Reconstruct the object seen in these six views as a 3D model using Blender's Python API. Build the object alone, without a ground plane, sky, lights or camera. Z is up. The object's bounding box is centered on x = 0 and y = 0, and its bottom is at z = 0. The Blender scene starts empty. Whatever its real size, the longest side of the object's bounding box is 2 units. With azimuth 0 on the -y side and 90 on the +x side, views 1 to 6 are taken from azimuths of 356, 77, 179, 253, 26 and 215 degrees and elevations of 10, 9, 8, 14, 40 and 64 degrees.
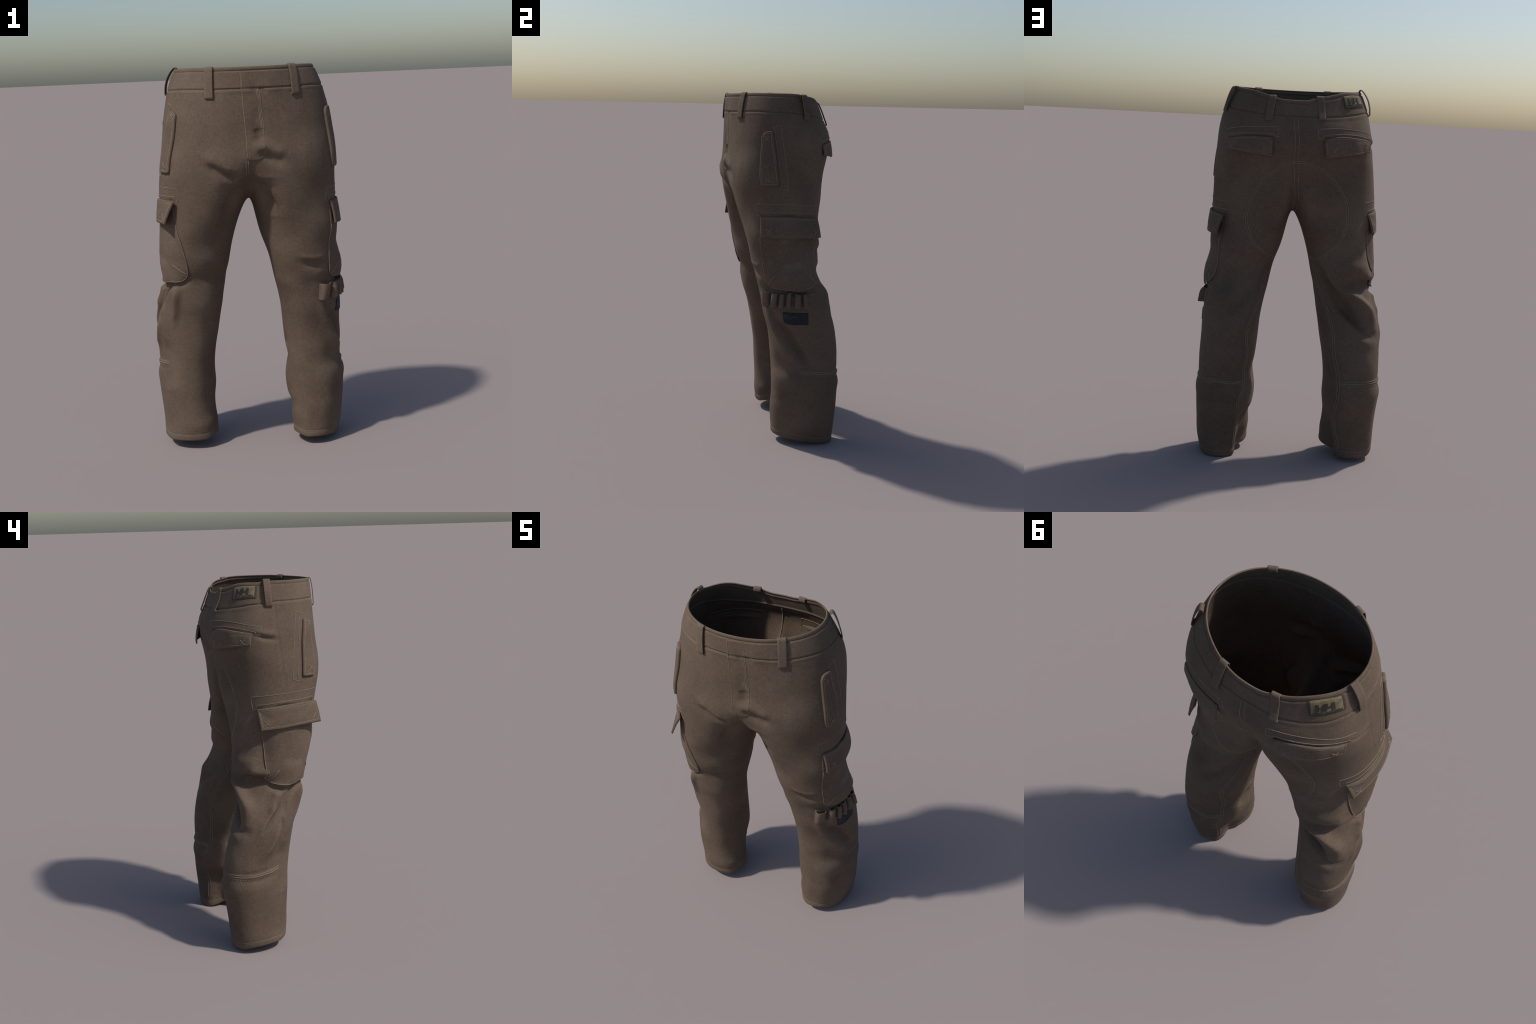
import bpy, math
import numpy as np
from mathutils import Vector
from mathutils.bvhtree import BVHTree

# ------------------------------------------------------------------ helpers
def smooth(a, b, x):
    t = np.clip((np.asarray(x, float) - a) / (b - a), 0, 1)
    return t * t * (3 - 2 * t)


def hermite(xs, ys, x):
    """monotone-ish cubic through control points (xs ascending)."""
    xs, ys = np.asarray(xs, float), np.asarray(ys, float)
    h = np.diff(xs)
    d = np.diff(ys) / h
    m = np.concatenate([[d[0]], (d[:-1] * h[1:] + d[1:] * h[:-1]) / (h[1:] + h[:-1]), [d[-1]]])
    x = np.asarray(x, float)
    i = np.clip(np.searchsorted(xs, x) - 1, 0, len(xs) - 2)
    t = (x - xs[i]) / h[i]
    tt = np.clip(t, 0, 1)
    y = (2 * tt**3 - 3 * tt**2 + 1) * ys[i] + (tt**3 - 2 * tt**2 + tt) * h[i] * m[i] \
        + (-2 * tt**3 + 3 * tt**2) * ys[i + 1] + (tt**3 - tt**2) * h[i] * m[i + 1]
    return y + (t - tt) * h[i] * np.where(t < 0, m[0], m[-1])


# ------------------------------------------------------------------ profiles
# the hips: height, right side, left side, front, back, squareness
HIP = [
    (1.10, -.436, .450, -.230, .205, 2.3), (1.30, -.438, .452, -.264, .222, 2.4), (1.40, -.437, .451, -.288, .236, 2.5), (1.50, -.428, .449, -.306, .242, 2.6),
    (1.56, -.421, .446, -.309, .250, 2.6), (1.62, -.413, .443, -.306, .266, 2.55), (1.68, -.406, .438, -.301, .279, 2.5),
    (1.75, -.397, .431, -.299, .286, 2.45), (1.81, -.386, .421, -.299, .277, 2.35), (1.87, -.373, .405, -.299, .258, 2.25),
    (1.93, -.353, .382, -.297, .243, 2.15), (2.00, -.323, .350, -.295, .224, 2.05)]
# the legs: height, inner side, outer side (distance from the middle), front, back, skew (outer edge turned to the back)
LEFT = [
    (0.00, 0.203, 0.458, -0.062, 0.284, 0.250), (0.05, 0.202, 0.468, -0.065, 0.286, 0.260), (0.10, 0.198, 0.478, -0.068, 0.288, 0.275), (0.20, 0.199, 0.486, -0.071, 0.296, 0.228),
    (0.25, 0.186, 0.490, -0.067, 0.302, 0.156), (0.30, 0.183, 0.492, -0.067, 0.305, 0.120), (0.40, 0.184, 0.490, -0.071, 0.307, 0.095), (0.45, 0.190, 0.484, -0.069, 0.299, 0.257),
    (0.55, 0.180, 0.483, -0.079, 0.299, 0.197), (0.65, 0.171, 0.478, -0.090, 0.284, 0.204), (0.75, 0.161, 0.475, -0.117, 0.268, 0.144), (0.85, 0.144, 0.467, -0.134, 0.242, 0.123),
    (0.90, 0.133, 0.462, -0.144, 0.220, 0.154), (0.95, 0.123, 0.468, -0.159, 0.196, 0.073), (1.00, 0.112, 0.468, -0.173, 0.177, 0.066), (1.05, 0.099, 0.458, -0.187, 0.179, 0.043),
    (1.10, 0.080, 0.449, -0.198, 0.197, -0.035), (1.15, 0.062, 0.452, -0.209, 0.206, -0.105), (1.20, 0.047, 0.454, -0.219, 0.204, -0.167), (1.30, 0.020, 0.453, -0.238, 0.205, -0.100),
    (1.40, 0.010, 0.453, -0.264, 0.218, 0.000), (1.50, 0.010, 0.449, -0.292, 0.234, 0.000)]
RIGHT = [
    (0.00, 0.196, 0.483, -0.024, 0.286, 0.150), (0.05, 0.198, 0.485, -0.028, 0.292, 0.170), (0.10, 0.199, 0.485, -0.032, 0.299, 0.186), (0.15, 0.202, 0.487, -0.029, 0.303, 0.125),
    (0.25, 0.206, 0.494, -0.031, 0.316, 0.086), (0.35, 0.204, 0.501, -0.039, 0.331, 0.145), (0.45, 0.199, 0.497, -0.046, 0.322, 0.180), (0.55, 0.189, 0.494, -0.062, 0.307, 0.232),
    (0.65, 0.172, 0.493, -0.080, 0.273, 0.223), (0.75, 0.157, 0.479, -0.106, 0.247, 0.238), (0.80, 0.148, 0.467, -0.124, 0.234, 0.214), (0.85, 0.139, 0.453, -0.136, 0.220, 0.100),
    (0.90, 0.127, 0.443, -0.142, 0.204, -0.038), (0.95, 0.117, 0.435, -0.145, 0.201, -0.142), (1.00, 0.105, 0.447, -0.165, 0.222, -0.016), (1.05, 0.094, 0.450, -0.181, 0.227, 0.002),
    (1.10, 0.081, 0.448, -0.189, 0.217, -0.128), (1.20, 0.054, 0.442, -0.213, 0.217, -0.163), (1.30, 0.025, 0.439, -0.238, 0.222, -0.120), (1.40, 0.010, 0.437, -0.264, 0.230, -0.050),
    (1.50, 0.010, 0.428, -0.292, 0.240, 0.000)]
# the crotch line between the legs, from the fly round to the seat: y, z
RISE = [(-.303, 1.555), (-.297, 1.530), (-.272, 1.488), (-.246, 1.452), (-.200, 1.412), (-.130, 1.366), (-.060, 1.336), (.0135, 1.326), (.085, 1.336),
        (.145, 1.360), (.190, 1.400), (.222, 1.450), (.240, 1.505), (.249, 1.555)]
Z_SPLIT, Z_LEG = 1.555, 1.12
M, K = 168, 90            # columns on the outer half of a leg, and on its inner half
N = M + K


def column(table, k, z):
    a = np.array(table)
    return hermite(a[:, 0], a[:, k], z)


def super_arc(xl, xr, yf, yb, n, a0, a1, count, side):
    """points along part of a rounded-square ring, evenly spaced; angle 0 points outwards, -90 to the front"""
    t = np.radians(np.linspace(a0, a1, 241))
    c, s = np.cos(t), np.sin(t)
    x = (xl + xr) / 2 + side * abs(xr - xl) / 2 * np.sign(c) * abs(c) ** (2 / n)
    y = (yf + yb) / 2 + (yb - yf) / 2 * np.sign(s) * abs(s) ** (2 / n)
    d = np.concatenate([[0], np.cumsum(np.hypot(np.diff(x), np.diff(y)))])
    u = np.linspace(0, d[-1], count)
    return np.stack([np.interp(u, d, x), np.interp(u, d, y)], -1)


def hip_ring(z, side):
    v = [column(HIP, k, z) for k in range(1, 6)]
    return super_arc(*v, -90, 90, M + 1, side)


def skew_arc(xi, xo, yf, yb, k, n, a0, a1, count):
    """like super_arc, but the outermost, front, inner and back points slide round the ring by the skew k"""
    t = np.radians(np.linspace(a0, a1, 241))
    c, s = np.cos(t), np.sin(t)
    xc, hx, yc, hy = (xi + xo) / 2, (xo - xi) / 2, (yf + yb) / 2, (yb - yf) / 2
    x_front, x_back, y_out, y_in = xc - k * hx, xc + k * hx, yc + k * hy, yc - k * hy
    C, S = np.abs(c) ** (2 / n), np.abs(s) ** (2 / n)
    x0 = np.where(s < 0, x_front, x_back)
    y0 = np.where(c > 0, y_out, y_in)
    x = x0 + (np.where(c > 0, xo, xi) - x0) * C
    y = y0 + (np.where(s > 0, yb, yf) - y0) * S
    d = np.concatenate([[0], np.cumsum(np.hypot(np.diff(x), np.diff(y)))])
    u = np.linspace(0, d[-1], count)
    return np.stack([np.interp(u, d, x), np.interp(u, d, y)], -1)


def leg_ring(z, side):
    T = LEFT if side > 0 else RIGHT
    i, o, f, b, k = [float(column(T, c, z)) for c in range(1, 6)]
    out = skew_arc(side * i, side * o, f, b, k, 2.2, -114, 114, M + 1)
    inn = skew_arc(side * i, side * o, f, b, k, 2.2, 114, 246, K + 1)
    return np.vstack([out, inn[1:-1]])


def waist_top(x, y):
    """the rim dips in the middle of the back, and rises sooner on the right"""
    rim = np.interp(y, [-.32, -.2, .0, .05, .10, .17, .205, .26], [1.986, 1.992, 1.992, 1.989, 1.975, 1.953, 1.932, 1.917])
    return rim + smooth(.05, .16, y) * (.022 * smooth(-.015, -.125, x) + .013 * smooth(.09, .18, x))


def hem_height(x, y, side):
    """the hem hangs higher at the front and lowest at the back"""
    if side > 0:
        return np.interp(y, [-.08, -.06, 0, .1, .2, .29], [.046, .044, .036, .02, .008, .0]) + .02 * smooth(.27, .2, np.abs(x))
    return np.interp(y, [-.03, 0, .1, .2, .29], [.052, .05, .038, .028, .020]) + .02 * smooth(.27, .2, np.abs(x)) + .01 * smooth(.45, .49, np.abs(x))


def build_body():
    zs_top = np.concatenate([np.linspace(1.99, 1.84, 61), np.linspace(1.84, Z_SPLIT, 52)[1:]])
    zs_mid = np.linspace(Z_SPLIT, Z_LEG, 81)
    zs_low = np.linspace(Z_LEG, 0, 226)[1:]
    r_split = len(zs_top) - 1
    rows = len(zs_top) + len(zs_mid) - 1 + len(zs_low)
    pts, index = [], {}
    count = 0
    rise = np.array(RISE)
    d = np.concatenate([[0], np.cumsum(np.hypot(np.diff(rise[:, 0]), np.diff(rise[:, 1])))])
    u = np.linspace(d[-1], 0, K + 1)
    rise_y, rise_z = hermite(d, rise[:, 0], u), hermite(d, rise[:, 1], u)
    for side in (1, -1):
        G = np.full((rows, N, 3), np.nan)
        for r, z in enumerate(zs_top):
            ring = hip_ring(z, side)
            G[r, :M + 1, :2] = ring
            G[r, :M + 1, 2] = z + (waist_top(ring[:, 0], ring[:, 1]) - 1.99) * smooth(1.72, 1.97, z)
        x0 = G[r_split, 0, 0]
        G[r_split, M + 1:, 0] = x0
        G[r_split, M + 1:, 1] = rise_y[1:-1]
        G[r_split, M + 1:, 2] = rise_z[1:-1]
        foot = leg_ring(Z_LEG, side)
        foot2 = leg_ring(Z_LEG - .02, side)
        U = G[r_split].copy()
        U[0, 1], U[M, 1] = rise_y[-1], rise_y[0]
        G[r_split, 0, 1], G[r_split, M, 1] = U[0, 1], U[M, 1]
        span = Z_SPLIT - Z_LEG
        for k, z in enumerate(zs_mid[1:], 1):
            r = r_split + k
            s = (Z_SPLIT - z) / span
            a, b = hip_ring(z, side), leg_ring(z, side)
            w = smooth(1.50, 1.14, z)
            G[r, :M + 1, :2] = a * (1 - w) + b[:M + 1] * w
            G[r, :M + 1, 2] = z
            # inner half: cubic from the crotch line down to the leg
            j = np.arange(M + 1, N)
            h00, h10, h01, h11 = 2*s**3-3*s**2+1, s**3-2*s**2+s, -2*s**3+3*s**2, s**3-s**2
            drop = (U[j, 2] - Z_LEG)
            m0 = np.stack([side * (.075 + .07 * smooth(.05, .20, U[j, 2] - 1.326)), np.zeros(len(j)), -drop * .35 * smooth(.22, .43, drop)], -1)
            m1 = np.concatenate([(foot2 - foot)[j] / .02 * drop[:, None], -drop[:, None]], 1)
            P1 = np.concatenate([foot[j], np.full((len(j), 1), Z_LEG)], 1)
            G[r, j] = h00 * U[j] + h10 * m0 + h01 * P1 + h11 * m1
        for k, z in enumerate(zs_low):
            r = r_split + len(zs_mid) + k
            ring = leg_ring(z, side)
            hem = hem_height(ring[:, 0], ring[:, 1], side)
            G[r, :, :2] = ring
            G[r, :, 2] = z if z > .35 else hem + z * (.35 - hem) / .35
        if side > 0:
            GL = G
        else:
            GR = G
    # number the points; both halves share the middle seam and the crotch line
    idL = np.full((rows, N), -1)
    ok = ~np.isnan(GL[:, :, 0])
    idL[ok] = np.arange(ok.sum())
    V = GL[ok]
    idR = np.full((rows, N), -1)
    shared = np.zeros((rows, N), bool)
    shared[:r_split + 1, 0] = shared[:r_split + 1, M] = True
    shared[r_split, M:] = True
    idR[shared] = idL[shared]
    new = ok & ~shared
    idR[new] = len(V) + np.arange(new.sum())
    V = np.vstack([V, GR[new]])
    quads, tag = [], []
    for ids, side in ((idL, 1), (idR, -1)):
        A = np.roll(ids, -1, 1)
        q = np.stack([ids[:-1], ids[1:], A[1:], A[:-1]], -1)
        rr, cc = np.meshgrid(np.arange(rows - 1), np.arange(N), indexing="ij")
        use = (rr >= r_split) | (cc < M)
        q = q[use]
        if side < 0:
            q = q[:, ::-1]
        quads.append(q)
        tag.append(np.stack([rr[use], np.full(use.sum(), side)], -1))
    return V, np.vstack(quads), np.vstack(tag), {1: idL, -1: idR}, r_split


def edges_of(F):
    e = np.vstack([F[:, [0, 1]], F[:, [1, 2]], F[:, [2, 3]], F[:, [3, 0]]])
    e.sort(axis=1)
    return np.unique(e, axis=0)


def relax(V, E, weight, times):
    deg = np.bincount(E.ravel(), minlength=len(V))[:, None]
    for _ in range(times):
        S = np.zeros_like(V)
        for k in range(3):
            S[:, k] = np.bincount(E[:, 0], V[E[:, 1], k], len(V)) + np.bincount(E[:, 1], V[E[:, 0], k], len(V))
        V = V + weight[:, None] * (S / deg - V)
    return V


def normals_of(V, F):
    n = np.cross(V[F[:, 2]] - V[F[:, 0]], V[F[:, 3]] - V[F[:, 1]])
    out = np.zeros_like(V)
    for c in range(4):
        for k in range(3):
            out[:, k] += np.bincount(F[:, c], n[:, k], len(V))
    return out / (np.linalg.norm(out, axis=1, keepdims=True) + 1e-12)

# ------------------------------------------------------------------ build the cloth surface
V, F, TAG, IDS, R_SPLIT = build_body()
E = edges_of(F)
weight = .5 * smooth(1.0, 1.2, V[:, 2]) * smooth(1.70, 1.56, V[:, 2]) * smooth(.30, .14, np.abs(V[:, 0]))


def relax_part(V, E, weight, times):
    """relax only the vertices that may move"""
    live = weight > 1e-4
    e = E[live[E[:, 0]] | live[E[:, 1]]]
    used = np.unique(e)
    back = np.full(len(V), -1)
    back[used] = np.arange(len(used))
    w = weight[used] * live[used]
    V = V.copy()
    V[used] = relax(V[used], back[e], w, times)
    return V


V = relax_part(V, E, weight, 250)
NRM = normals_of(V, F)
NRM = relax(NRM, E, np.full(len(V), .5), 12)
NRM /= np.linalg.norm(NRM, axis=1, keepdims=True)


def dist_to_path(P, path):
    """distance of points to a polyline, and where along it (0..1) the nearest place lies"""
    path = np.asarray(path, float)
    seg = np.linalg.norm(np.diff(path, axis=0), axis=1)
    start = np.concatenate([[0], np.cumsum(seg)])
    best, at = np.full(len(P), 9.), np.zeros(len(P))
    for a, b, l, s in zip(path[:-1], path[1:], seg, start):
        t = np.clip((P - a) @ (b - a) / l**2, 0, 1)
        d = np.linalg.norm(P - (a + t[:, None] * (b - a)), axis=1)
        m = d < best
        best[m], at[m] = d[m], (s + t[m] * l) / start[-1]
    return best, at


def curve_through(pts, step=.006):
    """smooth curve through control points, resampled"""
    p = np.asarray(pts, float)
    d = np.concatenate([[0], np.cumsum(np.linalg.norm(np.diff(p, axis=0), axis=1))])
    u = np.linspace(0, d[-1], max(2, int(d[-1] / step) + 1))
    if len(p) == 2:
        return np.stack([np.interp(u, d, p[:, k]) for k in range(3)], -1)
    return np.stack([hermite(d, p[:, k], u) for k in range(3)], -1)


# folds: control points, half width, height along the surface normal, fading at both ends
HIP_FOLDS = [
    # the right thigh is flatter towards the back, where the pocket wraps round
    ([(-.405, .125, 1.270), (-.425, .108, 1.200), (-.430, .104, 1.110), (-.436, .104, 1.030), (-.435, .100, .990)], .046, -.013),
    ([(-.455, .020, .620), (-.460, .028, .520), (-.458, .030, .420), (-.455, .030, .330)], .050, -.014),
    ([(-.140, -.300, 1.580), (.000, -.305, 1.560), (.100, -.303, 1.600)], .040, .004),
    # groin: the cloth hangs over the thighs on both sides of the fly
    ([(-.215, -.285, 1.585), (-.165, -.295, 1.545), (-.11, -.300, 1.512), (-.05, -.298, 1.485)], .030, .009),
    ([(-.205, -.285, 1.548), (-.150, -.296, 1.505), (-.095, -.297, 1.470), (-.045, -.280, 1.440)], .020, -.013),
    ([(.060, -.305, 1.610), (.125, -.305, 1.592), (.19, -.297, 1.570)], .026, .007),
    ([(.065, -.305, 1.570), (.117, -.303, 1.553), (.180, -.296, 1.528)], .022, -.008),
    ([(.085, -.275, 1.465), (.085, -.250, 1.400), (.095, -.228, 1.330), (.110, -.210, 1.250)], .046, -.026),
    ([(-.085, -.275, 1.455), (-.085, -.250, 1.390), (-.095, -.228, 1.320), (-.110, -.210, 1.250)], .044, -.020),
    ([(.048, -.300, 1.700), (.058, -.302, 1.660), (.064, -.302, 1.635)], .017, -.009),
    ([(.030, -.303, 1.600), (.065, -.303, 1.612), (.10, -.303, 1.615)], .016, .008),
    ([(.066, -.303, 1.592), (.072, -.303, 1.560)], .010, -.007),
    ([(.10, -.292, 1.862), (.085, -.297, 1.878), (.06, -.297, 1.880)], .008, -.004),
    # front of the left thigh, pulled by the pocket
    ([(.24, -.185, 1.048), (.309, -.182, 1.032), (.375, -.165, 1.036)], .012, .004),
    ([(.25, -.180, 1.012), (.310, -.175, .998), (.385, -.150, 1.000)], .022, -.009),
    # seat and hips
    ([(-.381, .116, 1.722), (-.398, .065, 1.703), (-.404, .005, 1.698)], .010, -.006),
    ([(-.370, .130, 1.748), (-.390, .075, 1.730), (-.400, .010, 1.722)], .014, .004),
    ([(.010, .283, 1.74), (.004, .270, 1.62), (.003, .235, 1.49), (.003, .170, 1.385)], .030, -.010),
]
POCKET_FOLDS = [
    # hollows right under the pocket bags
    ([(-.315, -.150, .965), (-.350, -.128, .930), (-.395, -.095, .918), (-.430, -.045, .905), (-.440, .010, .903), (-.436, .060, .915), (-.430, .085, .940)], .013, -.009),
    ([(.400, -.128, .925), (.425, -.095, .900), (.450, -.050, .895), (.460, .010, .890), (.455, .080, .895), (.435, .140, .915)], .013, -.007),
    # below the right pocket: bunched cloth
    ([(-.405, -.085, .930), (-.440, -.050, .890), (-.462, -.010, .830), (-.468, .000, .780)], .014, -.024),
    ([(-.365, -.110, .930), (-.385, -.105, .860), (-.400, -.090, .780), (-.415, -.070, .700)], .018, .011),
    ([(-.428, -.040, .925), (-.450, -.010, .876), (-.470, .030, .807), (-.484, .080, .754), (-.490, .132, .689)], .010, -.012),
    ([(-.440, .030, .910), (-.465, .060, .850), (-.484, .100, .790)], .018, .010),
    ([(-.470, .015, .750), (-.478, .012, .690), (-.476, .015, .640)], .009, -.011),
    ([(-.482, .030, .640), (-.484, .040, .590), (-.491, .078, .545), (-.495, .100, .500)], .010, -.013),
    ([(-.455, -.030, .600), (-.470, .000, .560), (-.480, .045, .520), (-.488, .090, .495)], .011, -.011),
    ([(-.468, .020, .550), (-.487, .060, .515)], .010, .005),
    ([(-.462, .048, .845), (-.480, .085, .775), (-.490, .125, .720), (-.494, .170, .650)], .014, .008),
    ([(-.480, .040, .720), (-.484, .062, .660), (-.490, .095, .600), (-.494, .140, .540)], .014, .007),
    ([(-.470, .060, .925), (-.462, .095, .880), (-.458, .120, .840)], .009, -.008),
    ([(-.450, .120, .425), (-.462, .150, .395), (-.470, .180, .360)], .012, -.007),
    ([(-.400, .300, .420), (-.410, .300, .385), (-.415, .300, .350)], .012, -.006),
]
KNEE_FOLDS = [
    # back of the right knee
    ([(-.125, .130, 1.06), (-.165, .178, .985), (-.215, .190, .915), (-.275, .208, .845), (-.330, .222, .790), (-.380, .230, .735)], .024, -.019),
    ([(-.20, .200, .985), (-.270, .205, .930), (-.350, .200, .875), (-.420, .187, .785), (-.436, .200, .730)], .028, .027),
    ([(-.225, .205, .870), (-.300, .222, .805), (-.365, .232, .745), (-.400, .228, .705), (-.455, .208, .690)], .022, -.019),
    ([(-.30, .250, .690), (-.380, .255, .660), (-.440, .235, .640)], .022, .008),
    ([(-.440, .060, 1.000), (-.415, .130, 1.000), (-.380, .180, 1.012)], .022, .008),
    ([(-.432, .090, .950), (-.405, .150, .955), (-.360, .190, .970)], .018, -.010),
    # back of the left knee
    ([(.110, .100, 1.04), (.150, .150, .960), (.215, .215, .885), (.300, .256, .815), (.380, .270, .745)], .024, -.012),
    ([(.160, .190, .960), (.240, .240, .930), (.330, .245, .890), (.400, .220, .850)], .030, .008),
    ([(.23, .250, .780), (.30, .285, .700), (.370, .295, .620)], .030, .007),
    ([(.360, .185, 1.130), (.300, .205, 1.105), (.240, .205, 1.090)], .018, -.007),
    ([(.370, .175, 1.060), (.300, .190, 1.035), (.230, .190, 1.030)], .022, .007),
    # outside of the left shin: long diagonal
    ([(.390, -.105, .790), (.411, -.086, .723), (.447, -.039, .686), (.469, .025, .590), (.477, .080, .513), (.477, .131, .460)], .021, -.020),
    ([(.375, -.120, .760), (.400, -.085, .665), (.440, -.030, .570), (.465, .040, .480)], .026, .014),
    # inner calves
    ([(.192, .060, .480), (.186, .100, .440), (.195, .150, .400)], .020, -.012),
    ([(.188, .020, .560), (.184, .060, .540)], .020, -.006),
]
for path, width, height in HIP_FOLDS + [(p, w, h * 1.25) for p, w, h in POCKET_FOLDS] + [(p, w, h * 1.15) for p, w, h in KNEE_FOLDS]:
    path = curve_through(path, .02)
    near = np.where(np.all((V > path.min(0) - 3 * width) & (V < path.max(0) + 3 * width), axis=1))[0]
    d, at = dist_to_path(V[near], path)
    V[near] += NRM[near] * (1.45 * height * np.exp(-(d / width) ** 2 / 2 * 1.4) * np.minimum(1, .25 + 3 * np.minimum(at, 1 - at)))[:, None]

# the inner back of each trouser leg is tucked in near the ground
for s, (cx, cy) in ((1, (.232, .175)), (-1, (-.232, .195))):
    h = V[:, 2]
    deep = 1.0 if s > 0 else 1.25
    k = np.exp(-((V[:, 0] - cx) / .040) ** 2 - ((V[:, 1] - cy) / .075) ** 2) * smooth(.34, .17, h) * (V[:, 0] * s < .31)
    V += NRM * (-(.030 + .020 * smooth(.2, .02, h)) * deep * k)[:, None]
    ridge = np.exp(-((V[:, 0] - (cx - s * .03)) / .05) ** 2 - ((V[:, 1] - cy + .10) / .06) ** 2 - ((h - .34) / .07) ** 2)
    V += NRM * (.008 * ridge * (V[:, 0] * s > 0))[:, None]

# soft unevenness of heavy cloth
from mathutils import noise
uneven = np.array([noise.noise((x * 5.5, y * 5.5, z * 3.2)) * .0032 + noise.noise((x * 15, y * 15, z * 7 + 9)) * .0012 for x, y, z in V.tolist()])
calm = 1 - .6 * smooth(1.82, 1.90, V[:, 2])
V += NRM * (uneven * calm)[:, None]


def band_seam(y):
    """height of the seam under the waistband"""
    return np.interp(y, [-.30, -.20, 0, .125, .18, .225, .26], [1.885, 1.891, 1.887, 1.871, 1.860, 1.849, 1.841])


# waistband: a turned edge at the top, and a seam under it
below_top = waist_top(V[:, 0], V[:, 1]) - V[:, 2]
above_seam = V[:, 2] - band_seam(V[:, 1])
relief = -.0035 * np.exp(-(above_seam / .0035) ** 2) + .0016 * smooth(-.001, .006, above_seam) * smooth(.0185, .0215, below_top)
relief += -.0035 * np.exp(-((below_top - .0185) / .0030) ** 2) - .0025 * smooth(.006, .0, below_top)
relief += .0015 * np.exp(-((above_seam + .012) / .008) ** 2)
V += NRM * (relief * smooth(1.79, 1.82, V[:, 2]))[:, None]

# hems: a turned-up fold with a seam
sides = np.where(V[:, 0] > 0, 1, -1)
hem_z = np.where(sides > 0, hem_height(V[:, 0], V[:, 1], 1), hem_height(V[:, 0], V[:, 1], -1))
above_hem = V[:, 2] - hem_z
low = V[:, 2] < .2
relief = -.0020 * np.exp(-((above_hem - .034) / .004) ** 2) + .0008 * smooth(.032, .026, above_hem) - .004 * smooth(.007, 0, above_hem)
V += NRM * (relief * low)[:, None]

# seams round the calves and down the side: narrow raised or sunk lines
SEAT = [(-.092, .084, 1.097), (-.138, .171, 1.089), (-.187, .206, 1.127), (-.232, .218, 1.174), (-.266, .214, 1.240), (-.278, .205, 1.300), (-.277, .203, 1.355), (-.256, .209, 1.418), (-.213, .221, 1.486),
        (-.161, .237, 1.543), (-.079, .255, 1.589), (.017, .260, 1.601), (.104, .250, 1.567), (.174, .233, 1.505), (.214, .222, 1.444), (.248, .209, 1.367), (.261, .200, 1.310), (.257, .198, 1.260),
        (.235, .196, 1.203), (.200, .191, 1.150), (.155, .164, 1.107), (.098, .061, 1.069)]
CALF_L = [(.479, .055, .441), (.482, .115, .436), (.481, .160, .428), (.455, .240, .424), (.391, .298, .421), (.310, .305, .417), (.228, .262, .416)]
CALF_R = [(-.440, .040, .466), (-.466, .075, .464), (-.488, .115, .460), (-.498, .168, .452), (-.487, .223, .447), (-.452, .277, .447), (-.359, .313, .445), (-.270, .298, .438)]
SEAMS = [
    ([(-.365, .006, 1.888), (-.392, .003, 1.780), (-.404, -.001, 1.697), (-.414, -.011, 1.608), (-.427, -.020, 1.510), (-.437, -.026, 1.420)], .004, -.0028),
    ([(.380, .040, 1.880), (.408, .036, 1.780), (.432, .030, 1.650), (.447, .025, 1.510), (.452, .02, 1.40)], .004, -.0020),
    ([(-.050, -.256, 1.394), (-.040, -.275, 1.433), (-.018, -.262, 1.455), (.001, -.256, 1.460), (.025, -.244, 1.447), (.045, -.233, 1.400)], .005, -.005),
    ([(.004, .283, 1.84), (.006, .281, 1.70), (.003, .240, 1.50), (.004, .14, 1.36), (.004, .0, 1.325)], .004, -.002),
]
SEAMS.append((SEAT, .004, -.0025))
for lip in ([(.354, .165, 1.329), (.452, -.023, 1.343), (.401, -.171, 1.342)], [(-.388, .122, 1.354), (-.438, -.019, 1.372), (-.412, -.115, 1.378), (-.366, -.196, 1.378)],
            [(.133, .281, 1.747), (.254, .253, 1.746), (.372, .178, 1.732)], [(-.123, .277, 1.751), (-.211, .255, 1.757), (-.290, .215, 1.755), (-.366, .128, 1.738)]):
    SEAMS.append(([(x, y, z - .004) for x, y, z in lip], .007, .003))
    SEAMS.append(([(x, y, z - .019) for x, y, z in lip], .008, -.006))
for c in (CALF_L, CALF_R):
    SEAMS.append((c, .007, .004))
    SEAMS.append(([(x, y, z + .022) for x, y, z in c], .010, -.0035))
    SEAMS.append(([(x, y, z - .022) for x, y, z in c], .011, -.0035))
    SEAMS.append(([(x * 1.0, y, z - .065) for x, y, z in c], .035, .006))
for path, width, height in SEAMS:
    path = curve_through(path, .01)
    near = np.where(np.all((V > path.min(0) - 5 * width - .02) & (V < path.max(0) + 5 * width + .02), axis=1))[0]
    d, at = dist_to_path(V[near], path)
    V[near] += NRM[near] * (height * np.exp(-(d / width) ** 2) * np.minimum(1, 12 * np.minimum(at, 1 - at) + .2))[:, None]

V = relax_part(V, E, np.where(V[:, 2] < 1.80, .25, 0.), 2)
V[:, 2] -= V[:, 2].min()
NRM = normals_of(V, F)
SOFT = relax(NRM, E, np.full(len(V), .5), 30)
SOFT /= np.linalg.norm(SOFT, axis=1, keepdims=True)
BODY = BVHTree.FromPolygons(V.tolist(), F.tolist())


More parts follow.
